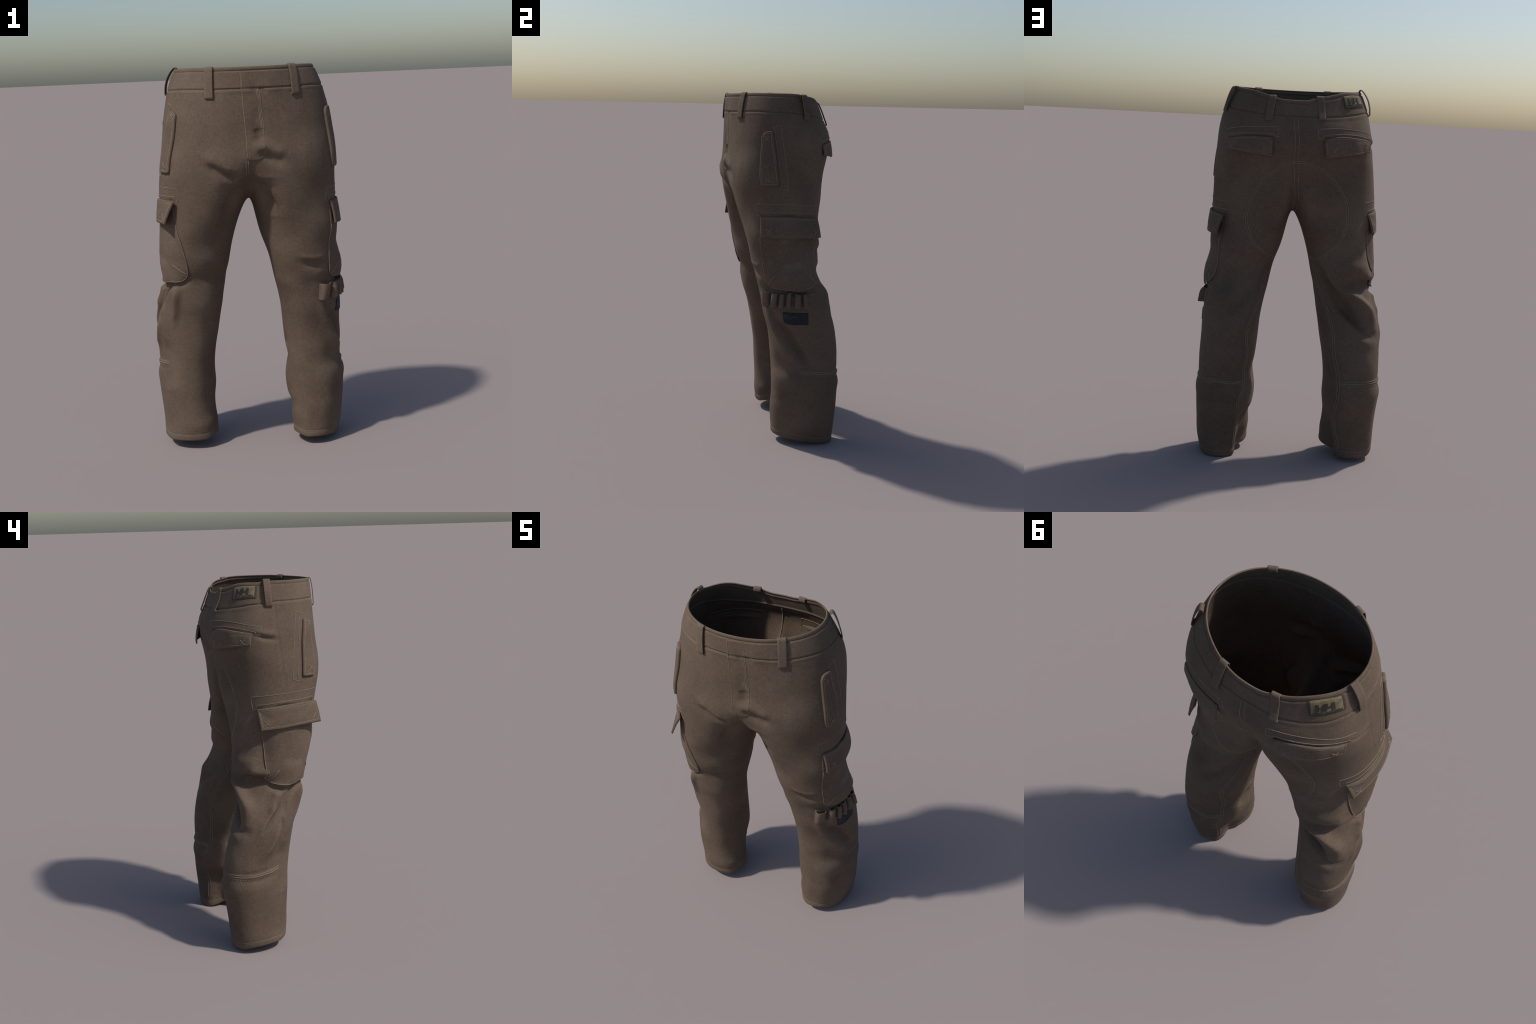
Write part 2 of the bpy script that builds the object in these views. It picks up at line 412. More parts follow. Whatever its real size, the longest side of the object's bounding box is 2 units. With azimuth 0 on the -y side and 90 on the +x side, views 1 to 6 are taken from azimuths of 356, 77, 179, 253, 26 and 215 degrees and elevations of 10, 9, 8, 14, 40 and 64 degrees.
def land(P, soft=True):
    """nearest places on the cloth, with outward normals"""
    Q, A = np.empty((len(P), 3)), np.empty((len(P), 3))
    table = SOFT if soft else NRM
    for i, p in enumerate(P):
        q, n, f, d = BODY.find_nearest(p)
        Q[i] = q
        c = F[f]
        w = 1 / (np.linalg.norm(V[c] - Q[i], axis=1) + 1e-4)
        a = (table[c] * w[:, None]).sum(0)
        A[i] = a / np.linalg.norm(a)
    return Q, A


# ------------------------------------------------------------------ materials
def new_material(name):
    m = bpy.data.materials.new(name)
    m.use_nodes = True
    return m, m.node_tree.nodes, m.node_tree.links, m.node_tree.nodes["Principled BSDF"]


def cloth_material(name, dark, mid, light, weave=1.0):
    m, nd, lk, bsdf = new_material(name)
    co = nd.new("ShaderNodeTexCoord")

    def noise_tex(scale, detail, stretch=(1, 1, 1)):
        mp = nd.new("ShaderNodeMapping")
        mp.inputs["Scale"].default_value = stretch
        t = nd.new("ShaderNodeTexNoise")
        t.inputs["Scale"].default_value = scale
        t.inputs["Detail"].default_value = detail
        lk.new(co.outputs["Object"], mp.inputs["Vector"])
        lk.new(mp.outputs["Vector"], t.inputs["Vector"])
        return t.outputs["Fac"]

    blotch = noise_tex(5.0, 4)
    threads_up = noise_tex(95, 2, (2.2, 2.2, .45))
    threads_across = noise_tex(95, 2, (.5, .5, 2.4))
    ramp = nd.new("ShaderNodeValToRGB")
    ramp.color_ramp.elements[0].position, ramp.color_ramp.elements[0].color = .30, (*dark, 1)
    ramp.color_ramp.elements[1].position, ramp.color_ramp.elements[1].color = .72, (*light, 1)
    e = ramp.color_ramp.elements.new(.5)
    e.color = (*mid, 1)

    def math(op, a, b):
        n = nd.new("ShaderNodeMath")
        n.operation = op
        for k, v in ((0, a), (1, b)):
            if isinstance(v, (int, float)):
                n.inputs[k].default_value = v
            else:
                lk.new(v, n.inputs[k])
        return n.outputs[0]

    grain = math("ADD", math("MULTIPLY", threads_up, .5), math("MULTIPLY", threads_across, .5))
    tone = math("ADD", math("MULTIPLY", blotch, .42), math("MULTIPLY", grain, .58))
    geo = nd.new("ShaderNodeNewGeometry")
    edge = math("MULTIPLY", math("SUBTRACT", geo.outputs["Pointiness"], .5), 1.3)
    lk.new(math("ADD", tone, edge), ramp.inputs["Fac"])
    lk.new(ramp.outputs["Color"], bsdf.inputs["Base Color"])
    bump = nd.new("ShaderNodeBump")
    bump.inputs["Strength"].default_value = .28 * weave
    bump.inputs["Distance"].default_value = .003
    lk.new(grain, bump.inputs["Height"])
    lk.new(bump.outputs["Normal"], bsdf.inputs["Normal"])
    bsdf.inputs["Roughness"].default_value = .9
    bsdf.inputs["Specular IOR Level"].default_value = .25
    bsdf.inputs["Sheen Weight"].default_value = .0
    bsdf.inputs["Sheen Roughness"].default_value = .6
    return m


def plain_material(name, colour, rough=.85, vary=.25, scale=60):
    m, nd, lk, bsdf = new_material(name)
    co = nd.new("ShaderNodeTexCoord")
    t = nd.new("ShaderNodeTexNoise")
    t.inputs["Scale"].default_value = scale
    ramp = nd.new("ShaderNodeValToRGB")
    ramp.color_ramp.elements[0].position, ramp.color_ramp.elements[0].color = .3, (*[c * (1 - vary) for c in colour], 1)
    ramp.color_ramp.elements[1].position, ramp.color_ramp.elements[1].color = .7, (*[c * (1 + vary) for c in colour], 1)
    lk.new(co.outputs["Object"], t.inputs["Vector"])
    lk.new(t.outputs["Fac"], ramp.inputs["Fac"])
    lk.new(ramp.outputs["Color"], bsdf.inputs["Base Color"])
    bsdf.inputs["Roughness"].default_value = rough
    bsdf.inputs["Specular IOR Level"].default_value = .25
    return m


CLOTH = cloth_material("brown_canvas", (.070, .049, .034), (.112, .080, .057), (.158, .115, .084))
THREAD = plain_material("tan_thread", (.205, .164, .120), .8, .2, 300)
OLIVE = plain_material("olive_label_weave", (.152, .122, .072), .8, .25, 40)
INK = plain_material("dark_label_thread", (.035, .029, .026), .8, .2, 80)
NAVY = plain_material("navy_patch", (.019, .021, .025), .75, .2, 60)
GREY = plain_material("grey_patch_print", (.075, .080, .085), .8, .1, 80)

# ------------------------------------------------------------------ objects
ROOT = bpy.data.objects.new("cargo_trousers", None)
bpy.context.collection.objects.link(ROOT)
ROOT["label"] = "brown cargo work trousers with flap pockets and belt loops"
ROOT["category"] = "trousers"


def add_mesh(name, verts, faces, material, parent, stuff=False, smooth_faces=True, normals=None):
    me = bpy.data.meshes.new(name)
    me.from_pydata([tuple(v) for v in np.asarray(verts).tolist()], [], [tuple(f) for f in faces])
    me.materials.append(material)
    me.polygons.foreach_set("use_smooth", [smooth_faces] * len(me.polygons))
    me.update()
    if normals is not None:
        me.normals_split_custom_set_from_vertices([tuple(n) for n in normals.tolist()])
    ob = bpy.data.objects.new(name, me)
    bpy.context.collection.objects.link(ob)
    ob.parent = parent
    if stuff:
        ob["kind"] = "stuff"
    return ob


# the cloth has an inside too; both skins are cut into waistband, hip and two legs
THICK = .005
W = np.vstack([V, V - SOFT * THICK])
nV = len(V)
skin = [F, F[:, ::-1] + nV]
centre = V[F].mean(1)
is_band = (centre[:, 2] > band_seam(centre[:, 1])) & (TAG[:, 0] < R_SPLIT)
is_leg = TAG[:, 0] >= R_SPLIT + 66
group = np.where(is_band, 0, np.where(is_leg, np.where(TAG[:, 1] > 0, 2, 3), 1))
rim, rim_group = [], []
for side, ids in IDS.items():
    for row, g in ((0, 0), (-1, 2 if side > 0 else 3)):
        r = ids[row]
        c = M + 1 if row == 0 else N
        for a in range(c if row else c - 1):
            i, j = r[a], r[(a + 1) % N]
            q = (i, j, j + nV, i + nV)
            flip = (side > 0) == (row == 0)
            rim.append(q if flip else q[::-1])
            rim_group.append(g)
ALL = np.vstack([skin[0], skin[1], np.array(rim)])
GRP = np.concatenate([group, group, rim_group])
WN = normals_of(W, ALL)
parts = {}
for g, name in ((0, "waistband"), (1, "hip"), (2, "leg"), (3, "leg")):
    f = ALL[GRP == g]
    used, inv = np.unique(f, return_inverse=True)
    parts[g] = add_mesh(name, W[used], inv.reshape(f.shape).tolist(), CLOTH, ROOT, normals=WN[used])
BAND, HIPS, LEG_L, LEG_R = (parts[g] for g in range(4))


# ------------------------------------------------------------------ stitches
def tube(path, up, radius, sides=5):
    """a thread along a path"""
    t = np.gradient(path, axis=0)
    t /= np.linalg.norm(t, axis=1, keepdims=True) + 1e-12
    b = np.cross(t, up)
    b /= np.linalg.norm(b, axis=1, keepdims=True) + 1e-12
    n = np.cross(b, t)
    a = np.linspace(0, 2 * np.pi, sides, endpoint=False)
    P = path[:, None] + radius * (np.cos(a)[None, :, None] * b[:, None] + np.sin(a)[None, :, None] * n[:, None])
    k = len(path)
    f = [(i * sides + j, i * sides + (j + 1) % sides, (i + 1) * sides + (j + 1) % sides, (i + 1) * sides + j) for i in range(k - 1) for j in range(sides)]
    f += [tuple(range(sides))[::-1], tuple(range((k - 1) * sides, k * sides))]
    return P.reshape(-1, 3), f


class Stitching:
    """collects threads that belong to one part"""

    def __init__(self, parent, name="stitching"):
        self.parent, self.name, self.v, self.f, self.n = parent, name, [], [], 0

    def thread(self, path, up, radius=.0016):
        v, f = tube(path, up, radius)
        self.v.append(v)
        self.f += [tuple(i + self.n for i in q) for q in f]
        self.n += len(v)

    def line(self, pts, offsets=(0,), radius=.0016, closed=False, dash=None):
        """a seam over the cloth through control points; offsets give parallel rows"""
        p = curve_through(list(pts) + ([pts[0]] if closed else []), .007)
        q, n = land(p)
        t = np.gradient(q, axis=0)
        lateral = np.cross(t, n)
        lateral /= np.linalg.norm(lateral, axis=1, keepdims=True) + 1e-12
        for o in offsets:
            qq, nn = land(q + lateral * o) if o else (q, n)
            for k in range(2):
                qq[1:-1] = (qq[:-2] + 2 * qq[1:-1] + qq[2:]) / 4
            qq = qq + nn * .0004
            if dash:
                for i in range(0, len(qq) - 1, 2):
                    self.thread(qq[i:i + 2], nn[i:i + 2], radius)
            else:
                self.thread(qq, nn, radius)

    def poly(self, pts, radius=.0016):
        """straight runs with sharp corners"""
        for a, b in zip(pts[:-1], pts[1:]):
            self.line([a, b], radius=radius)

    def done(self):
        if self.v:
            add_mesh(self.name, np.vstack(self.v), self.f, THREAD, self.parent, stuff=True)


def path_offset(pts, dx=0, dy=0, dz=0):
    return [(x + dx, y + dy, z + dz) for x, y, z in pts]


# ------------------------------------------------------------------ sewn-on patches and flaps
class Patch:
    """a piece of cloth laid on the trousers. Its outline is given in space: points off the surface lift it."""

    def __init__(self, name, outline, parent, thick=.007, round_=.008, lifts=None, stitch=None, inset=.012, material=None, bead=.0005, least=.0, open_top=0):
        ctrl = np.asarray(outline, float)
        q, n = land(ctrl)
        lift = np.einsum("ij,ij->i", ctrl - q, n)
        self.ctrl = q
        self.lift = np.maximum(lift, least) if lifts is None else np.asarray(lifts, float)
        ring = np.vstack([ctrl, ctrl[:1]])
        d = np.concatenate([[0], np.cumsum(np.linalg.norm(np.diff(ring, axis=0), axis=1))])
        count = int(d[-1] / .005)
        u = np.linspace(0, d[-1], count, endpoint=False)
        p = np.stack([np.interp(u, d, ring[:, k]) for k in range(3)], -1)
        reach = int(round(round_ / .005))
        for _ in range(2 if reach else 0):
            p = sum(np.roll(p, k, 0) for k in range(-reach, reach + 1)) / (2 * reach + 1)
        p, _n = land(p)
        self.p = p
        c = p.mean(0)
        _, s, vt = np.linalg.svd(p - c, full_matrices=False)
        axis = vt[0]
        along = (p - c) @ axis
        half, wide = np.abs(along).max(), np.abs((p - c) @ vt[1]).max()
        core = np.clip(along, -(half - wide * .9), half - wide * .9)
        self.m = c + core[:, None] * axis
        self.thick, self.bead, self.inset = thick, bead, inset
        reach_in = np.linalg.norm(self.m - p, axis=1)
        steps = [0, .0008, .0025, .005, .008, .0105, .0125, .015, .019]
        rings = [np.minimum(s / reach_in, .5) for s in steps]
        last = rings[-1]
        rings += [last + (1 - last) * k for k in (.2, .4, .6, .8, 1)]
        depth = [np.minimum(r * reach_in, 9) for r in rings]
        verts_top, verts_bot = [], []
        for r, dd in zip(rings, depth):
            P = p + (self.m - p) * r[:, None]
            q, n = land(P)
            h = self.height(q)
            verts_top.append(q + n * (h + self.profile(dd))[:, None])
            verts_bot.append(q + n * np.where(h > .002, h - .0005, -.003)[:, None])
        k, L = count, len(rings)
        v = np.vstack(verts_top + verts_bot)
        f = []
        for a in range(L - 1):
            for i in range(k):
                j = (i + 1) % k
                f.append((a * k + i, a * k + j, (a + 1) * k + j, (a + 1) * k + i))
                b = L + a
                f.append((b * k + j, b * k + i, (b + 1) * k + i, (b + 1) * k + j))
        f += [(i, L * k + i, L * k + (i + 1) % k, (i + 1) % k) for i in range(k)]
        # face outwards
        nrm = np.cross(v[f[0][2]] - v[f[0][0]], v[f[0][3]] - v[f[0][1]])
        mid = v[(L - 1) * k:L * k].mean(0) - v[(2 * L - 1) * k:].mean(0)
        a, b, c2 = v[0], v[1], v[4 * k]
        if np.cross(b - a, c2 - a) @ mid < 0:
            f = [q[::-1] for q in f]
        self.ob = add_mesh(name, v, f, material or CLOTH, parent)

    def height(self, q):
        w = 1 / (np.linalg.norm(q[:, None] - self.ctrl[None], axis=2) ** 3 + 1e-7)
        return (w * self.lift).sum(1) / w.sum(1)

    def profile(self, d):
        t = self.thick
        edge = np.sqrt(np.clip(1 - (1 - np.minimum(d, .005) / .005) ** 2, 0, 1))
        return t * (.25 + .75 * edge) + self.bead * np.exp(-((d - .006) / .003) ** 2) - 1.4 * self.bead * np.exp(-((d - self.inset) / .0022) ** 2)

    def top(self, P, d=.03):
        q, n = land(np.asarray(P, float))
        return q + n * (self.height(q) + self.profile(np.full(len(q), d)))[:, None], n

    def outline_stitch(self, st, inset=None, keep=None):
        inset = inset or self.inset
        reach_in = np.linalg.norm(self.m - self.p, axis=1)
        P = self.p + (self.m - self.p) * np.minimum(inset / reach_in, .5)[:, None]
        P, n = self.top(P, inset)
        if keep is not None:
            m = keep(P)
            start = np.where(~m)[0]
            if len(start):
                P, n, m = (np.roll(a, -start[0], 0) for a in (P, n, m))
            P, n = P[m], n[m]
        else:
            P, n = np.vstack([P, P[:2]]), np.vstack([n, n[:2]])
        st.thread(P + n * .0004, n)

    def cross(self, st, at, size=.014):
        q, n = land(np.array([at], float))
        side = np.cross(n[0], (0, 0, 1))
        side /= np.linalg.norm(side)
        up = np.cross(side, n[0])
        for a, b in ((1, 1), (1, -1)):
            line = np.array([q[0] + (side * a * .85 + up * b) * size * t for t in np.linspace(-1, 1, 6)])
            P, m = self.top(line)
            st.thread(P + m * .0005, m, .0017)


class Flap:
    """a stiff flap between a sewn edge and a free edge, both given in space; thick, with rounded rims"""

    def __init__(self, name, top, bottom, parent, thick=.010, inset=.015, sag=.003):
        T, B = curve_through(top, .003), curve_through(bottom, .003)
        self.T, self.B, self.thick, self.inset = T, B, thick, inset
        self.long = np.linalg.norm(np.diff(T, axis=0), axis=1).sum()
        self.tall = np.linalg.norm(T - B[np.linspace(0, len(B) - 1, len(T)).astype(int)], axis=1).mean()
        self.sag = sag

        def steps(size):
            e = np.array([0, .0006, .0018, .0035, .0055, .008, .011, inset - .002, inset, inset + .002, inset + .005]) / size
            mid = np.linspace(e[-1], 1 - e[-1], max(4, int(size / .012)))[1:-1]
            return np.concatenate([e, mid, (1 - e)[::-1]])

        s, t = steps(self.long), steps(self.tall)
        Sg, Tg = np.meshgrid(s, t, indexing="ij")
        P, n = self.sheet(Sg.ravel(), Tg.ravel())
        h = self.profile(Sg.ravel(), Tg.ravel())
        up, low = P + n * h[:, None], P - n * .0015
        a, b = len(s), len(t)
        v = np.vstack([up, low])
        o = a * b
        f = []
        for i in range(a - 1):
            for j in range(b - 1):
                k = i * b + j
                f.append((k, k + 1, k + b + 1, k + b))
                f.append((o + k, o + k + b, o + k + b + 1, o + k + 1))
        loop = [j for j in range(b)] + [i * b + b - 1 for i in range(1, a)] + [(a - 1) * b + j for j in range(b - 2, -1, -1)] + [i * b for i in range(a - 2, 0, -1)]
        for x, y in zip(loop, loop[1:] + loop[:1]):
            f.append((y, x, o + x, o + y))
        q = f[0]
        if np.cross(v[q[1]] - v[q[0]], v[q[3]] - v[q[0]]) @ n[0] < 0:
            f = [g[::-1] for g in f]
        self.ob = add_mesh(name, v, f, CLOTH, parent)

    def sheet(self, s, t):
        s, t = np.clip(s, 0, 1), np.clip(t, 0, 1)

        def edge(C, s):
            x = np.linspace(0, 1, len(C))
            return np.stack([np.interp(s, x, C[:, k]) for k in range(3)], -1)

        P = edge(self.T, s) * (1 - t)[:, None] + edge(self.B, s) * t[:, None]
        q, m = land(P)
        d = np.einsum("ij,ij->i", P - q, m)
        P = P + m * np.maximum(0, .0025 - d)[:, None]
        e = 1e-3
        ds = edge(self.T, np.minimum(s + e, 1)) * (1 - t)[:, None] + edge(self.B, np.minimum(s + e, 1)) * t[:, None] - (edge(self.T, np.maximum(s - e, 0)) * (1 - t)[:, None] + edge(self.B, np.maximum(s - e, 0)) * t[:, None])
        dt = edge(self.B, s) - edge(self.T, s)
        n = np.cross(ds, dt)
        n /= np.linalg.norm(n, axis=1, keepdims=True)
        n *= np.sign(np.einsum("ij,ij->i", n, m).sum())
        P = P + n * (self.sag * np.sin(np.pi * t))[:, None]
        return P, n

    def profile(self, s, t):
        d = np.minimum(np.minimum(s, 1 - s) * self.long, np.minimum(t, 1 - t) * self.tall)
        r = np.sqrt(np.clip(1 - (1 - np.minimum(d, .006) / .006) ** 2, 0, 1))
        return self.thick * (.15 + .85 * r) - .0016 * np.exp(-((d - self.inset) / .0022) ** 2) - .0008 * smooth(self.inset, self.inset + .004, d)

    def place(self, s, t):
        P, n = self.sheet(s, t)
        return P + n * (self.profile(s, t) + .0004)[:, None], n

    def stitches(self, st, crosses=(.11, .86), size=.015):
        a, b = self.inset / self.long, self.inset / self.tall
        corners = [(a, b), (1 - a, b), (1 - a, 1 - b), (a, 1 - b), (a, b)]
        for (s0, t0), (s1, t1) in zip(corners[:-1], corners[1:]):
            u = np.linspace(0, 1, 40)
            P, n = self.place(s0 + (s1 - s0) * u, t0 + (t1 - t0) * u)
            st.thread(P, n, .0014)
        for c in crosses:
            for k in (1, -1):
                u = np.linspace(-1, 1, 8)
                P, n = self.place(c + u * size * .85 / self.long, .70 + k * u * size / self.tall)
                st.thread(P, n, .0019)


st_hip = Stitching(HIPS)
st_band = Stitching(BAND)
st_l = Stitching(LEG_L)
st_r = Stitching(LEG_R)

# fly
fly = Patch("fly_flap", [(-.021, -.300, 1.968), (-.021, -.298, 1.886), (-.013, -.299, 1.752), (-.006, -.305, 1.617), (-.003, -.303, 1.550), (.030, -.304, 1.545),
                         (.062, -.303, 1.546), (.080, -.304, 1.560), (.084, -.304, 1.612), (.084, -.300, 1.693), (.080, -.298, 1.748), (.074, -.297, 1.882), (.074, -.300, 1.968)],
            HIPS, thick=.004, round_=.004, lifts=[.003, .003, .004, .004, .003, .001, -.001, -.001, -.002, -.003, -.004, -.004, -.004], bead=.0003, inset=.006)
P, n = fly.top([(-.014 + .0075 * t, -.303, 1.955 - .40 * t) if t < .5 else (-.013 + .0155 * t - .003, -.305, 1.955 - .40 * t) for t in np.linspace(0, 1, 70)], .006)
st_hip.thread(P + n * .0004, n, .0012)
st_hip.line([(.060, -.298, 1.880), (.066, -.299, 1.80), (.071, -.299, 1.748), (.076, -.299, 1.690)], (-.007, 0, .006))
st_hip.line([(.080, -.302, 1.690), (.081, -.303, 1.62), (.079, -.304, 1.565), (.058, -.304, 1.548)])
st_hip.line([(-.004, -.303, 1.540), (-.003, -.275, 1.470)], (-.006, .006))

# hand pockets on the hips
flap = Patch("hip_pocket_flap", [(.390, -.167, 1.752), (.398, -.160, 1.777), (.408, -.140, 1.784), (.415, -.112, 1.784), (.438, -.095, 1.648), (.452, -.078, 1.491), (.440, -.130, 1.484),
                                 (.420, -.173, 1.486), (.415, -.180, 1.530), (.404, -.176, 1.646)], HIPS, thick=.011, lifts=[.001] * 10, round_=.006)
flap.outline_stitch(st_hip)
flap.cross(st_hip, (.407, -.140, 1.742))
flap.cross(st_hip, (.434, -.138, 1.517))
flap = Patch("hip_pocket_flap", [(-.353, -.150, 1.788), (-.338, -.178, 1.786), (-.328, -.196, 1.772), (-.342, -.203, 1.664), (-.376, -.202, 1.495), (-.400, -.165, 1.492), (-.421, -.121, 1.496),
                                 (-.390, -.134, 1.673)], HIPS, thick=.011, lifts=[.001] * 8, round_=.006)
flap.outline_stitch(st_hip)
flap.cross(st_hip, (-.343, -.180, 1.760))
flap.cross(st_hip, (-.396, -.172, 1.530))
st_hip.poly([(.410, -.109, 1.806), (.416, -.069, 1.817), (.440, -.046, 1.649), (.450, -.024, 1.474), (.449, -.069, 1.467), (.449, -.074, 1.485)])
st_hip.poly([(.410, -.109, 1.806), (.412, -.104, 1.792), (.430, -.083, 1.660), (.449, -.066, 1.487)])
st_hip.poly([(-.363, -.108, 1.826), (-.347, -.150, 1.816), (-.353, -.147, 1.797), (-.363, -.132, 1.795), (-.393, -.118, 1.674), (-.424, -.096, 1.499), (-.423, -.110, 1.495),
             (-.424, -.110, 1.471), (-.429, -.066, 1.482), (-.400, -.087, 1.677), (-.363, -.108, 1.826)])

# back pockets
Flap("back_pocket_flap", [(.371, .180, 1.712), (.263, .250, 1.730), (.139, .281, 1.729)], [(.374, .192, 1.654), (.262, .264, 1.641), (.1418, .296, 1.6315)], HIPS, .007, .011).stitches(st_hip, (.10, .84), .013)
Flap("back_pocket_flap", [(-.374, .130, 1.727), (-.300, .215, 1.742), (-.211, .258, 1.746), (-.125, .278, 1.729)], [(-.378, .142, 1.667), (-.300, .226, 1.652), (-.240, .260, 1.645), (-.139, .292, 1.630)], HIPS, .008, .011).stitches(st_hip, (.16, .84), .015)
st_hip.poly([(.382, .161, 1.758), (.271, .238, 1.776), (.113, .275, 1.781), (.110, .283, 1.732), (.131, .281, 1.734), (.133, .281, 1.747), (.254, .253, 1.746), (.372, .178, 1.732)])
st_hip.poly([(.382, .161, 1.758), (.380, .170, 1.711), (.372, .180, 1.711)])
st_hip.poly([(-.378, .085, 1.757), (-.352, .149, 1.770), (-.210, .244, 1.786), (-.093, .275, 1.779), (-.094, .281, 1.731), (-.122, .278, 1.730), (-.123, .277, 1.751), (-.211, .255, 1.757),
             (-.290, .215, 1.755), (-.366, .128, 1.738), (-.372, .110, 1.735), (-.373, .112, 1.720), (-.385, .090, 1.722), (-.378, .085, 1.757)])

# cargo pockets on the thighs
bag = Patch("cargo_pocket", [(.396, -.163, 1.300), (.450, -.020, 1.300), (.395, .150, 1.290), (.400, .146, 1.164), (.402, .142, 1.105), (.400, .143, 1.049), (.413, .150, .976), (.427, .150, .940),
                             (.448, .105, .918), (.458, .035, .908), (.458, -.010, .914), (.440, -.070, .914), (.415, -.107, .918), (.399, -.134, .946), (.398, -.152, 1.022), (.393, -.158, 1.086)], LEG_L,
            thick=.0035, lifts=[0, 0, 0, 0, 0, 0, .002, .006, .010, .013, .013, .010, .005, .002, 0, 0], round_=.010, bead=.0002, inset=.004)
bag.outline_stitch(st_l, .005, keep=lambda P: P[:, 2] < 1.2)
for a, b in (((.447, -.085, .995), (.412, -.122, .937)), ((.449, .096, .992), (.430, .143, .936))):
    P, n = bag.top(np.linspace(a, b, 14))
    st_l.thread(P, n, .0022)
Flap("cargo_pocket_flap", [(.4062, -.171, 1.3152), (.455, -.022, 1.319), (.3819, .1599, 1.3011)], [(.4275, -.170, 1.203), (.463, -.090, 1.198), (.466, .010, 1.196), (.448, .105, 1.196), (.4149, .174, 1.1965)], LEG_L, .009, .014).stitches(st_l, (.13, .90), .016)
st_l.poly([(.391, -.188, 1.389), (.451, -.024, 1.388), (.350, .170, 1.371), (.356, .165, 1.329), (.452, -.023, 1.343), (.401, -.171, 1.342), (.398, -.171, 1.319), (.380, -.188, 1.322), (.391, -.188, 1.389)])

bag = Patch("cargo_pocket", [(-.385, .118, 1.320), (-.438, -.020, 1.330), (-.365, -.185, 1.330), (-.366, -.184, 1.295), (-.355, -.191, 1.210), (-.334, -.187, 1.122), (-.319, -.176, 1.051), (-.312, -.160, .988),
                             (-.322, -.150, .960), (-.341, -.139, .943), (-.385, -.112, .939), (-.419, -.063, .936), (-.425, -.050, .924), (-.433, -.015, .922), (-.436, .022, .925), (-.430, .060, .935),
                             (-.413, .082, .955), (-.398, .089, 1.030), (-.3875, .092, 1.127), (-.389, .101, 1.217)], LEG_R,
            thick=.0035, lifts=[0, 0, 0, 0, 0, 0, 0, .002, .006, .008, .010, .011, .010, .011, .011, .009, .005, .002, 0, 0], round_=.010, bead=.0002, inset=.004)
bag.outline_stitch(st_r, .005, keep=lambda P: P[:, 2] < 1.24)
for a, b in (((-.387, -.140, 1.029), (-.322, -.157, .982)), ((-.440, .028, 1.012), (-.411, .080, .962))):
    P, n = bag.top(np.linspace(a, b, 14))
    st_r.thread(P, n, .0022)
Flap("cargo_pocket_flap", [(-.391, .1226, 1.335), (-.4385, -.018, 1.354), (-.413, -.120, 1.359), (-.3643, -.2138, 1.3523)], [(-.4267, .1136, 1.2215), (-.449, .010, 1.230), (-.450, -.090, 1.240), (-.4155, -.224, 1.246)], LEG_R, .010, .015).stitches(st_r, (.11, .88), .016)
st_r.poly([(-.363, .141, 1.397), (-.436, -.020, 1.413), (-.415, -.110, 1.420), (-.350, -.214, 1.421), (-.343, -.208, 1.356), (-.362, -.195, 1.355), (-.366, -.196, 1.378), (-.412, -.115, 1.378), (-.438, -.019, 1.372),
           (-.388, .122, 1.354), (-.386, .122, 1.335), (-.370, .1365, 1.332), (-.363, .141, 1.397)])

# seat patch, back rise and inseams
st_hip.line(SEAT, (-.005, .005), .0018)
st_hip.line([(.028, .256, 1.835), (.013, .283, 1.700), (.005, .240, 1.50), (.001, .155, 1.37), (.004, .06, 1.336)], (-.011, .010))
st_r.line([(-.102, .110, 1.087), (-.130, .125, .983), (-.190, .175, .823), (-.230, .225, .690), (-.242, .256, .575), (-.260, .280, .507), (-.271, .295, .445), (-.271, .302, .353), (-.256, .281, .267), (-.259, .274, .181),
           (-.292, .282, .067)], (-.008, .008))
st_l.line([(.131, .098, 1.002), (.151, .138, .897), (.193, .210, .760), (.214, .241, .694), (.208, .241, .550), (.222, .255, .428), (.229, .265, .392), (.254, .287, .319), (.252, .279, .233), (.247, .264, .172),
           (.253, .264, .060)], (-.007, .007))
for st, c in ((st_l, CALF_L), (st_r, CALF_R)):
    st.line(path_offset(c, dz=.010))
    st.line(path_offset(c, dz=-.001))
    st.line(path_offset(c, dz=-.013), dash=True, radius=.0013)
# hem seams
for side, st in ((1, st_l), (-1, st_r)):
    ids = IDS[side]
    P = []
    for c in range(0, N, 2):
        col = V[ids[-60:, c]]
        h = col[:, 2] - hem_height(col[:, 0], col[:, 1], side)
        P.append(col[np.argmin(np.abs(h - .034))])
    P = np.array(P + P[:2])
    for _ in range(6):
        P[1:-1] = (P[:-2] + 2 * P[1:-1] + P[2:]) / 4
    q, n = land(P)
    st.thread(q, n, .0012)
# what shows on the inside: the back seam and the pocket stitching
st_in = Stitching(HIPS, "inside_stitching")
for pts, w in (([(.016, .256, 1.830), (.004, .283, 1.700), (-.002, .240, 1.50), (-.001, .155, 1.37)], .0035), ([(.113, .275, 1.781), (.271, .238, 1.776), (.382, .161, 1.758)], .0016), ([(.120, .280, 1.735), (.254, .253, 1.742), (.372, .178, 1.732)], .0016),
               ([(-.093, .275, 1.779), (-.210, .244, 1.786), (-.352, .149, 1.770)], .0016), ([(-.110, .279, 1.745), (-.211, .255, 1.757), (-.366, .128, 1.738)], .0016), ([(-.094, .281, 1.731), (-.093, .275, 1.779)], .0016), ([(.110, .283, 1.732), (.113, .275, 1.781)], .0016)):
    q, n = land(curve_through(pts, .008))
    st_in.thread(q - n * (THICK + .0006), n, w)
for st in (st_hip, st_band, st_l, st_r, st_in):
    st.done()


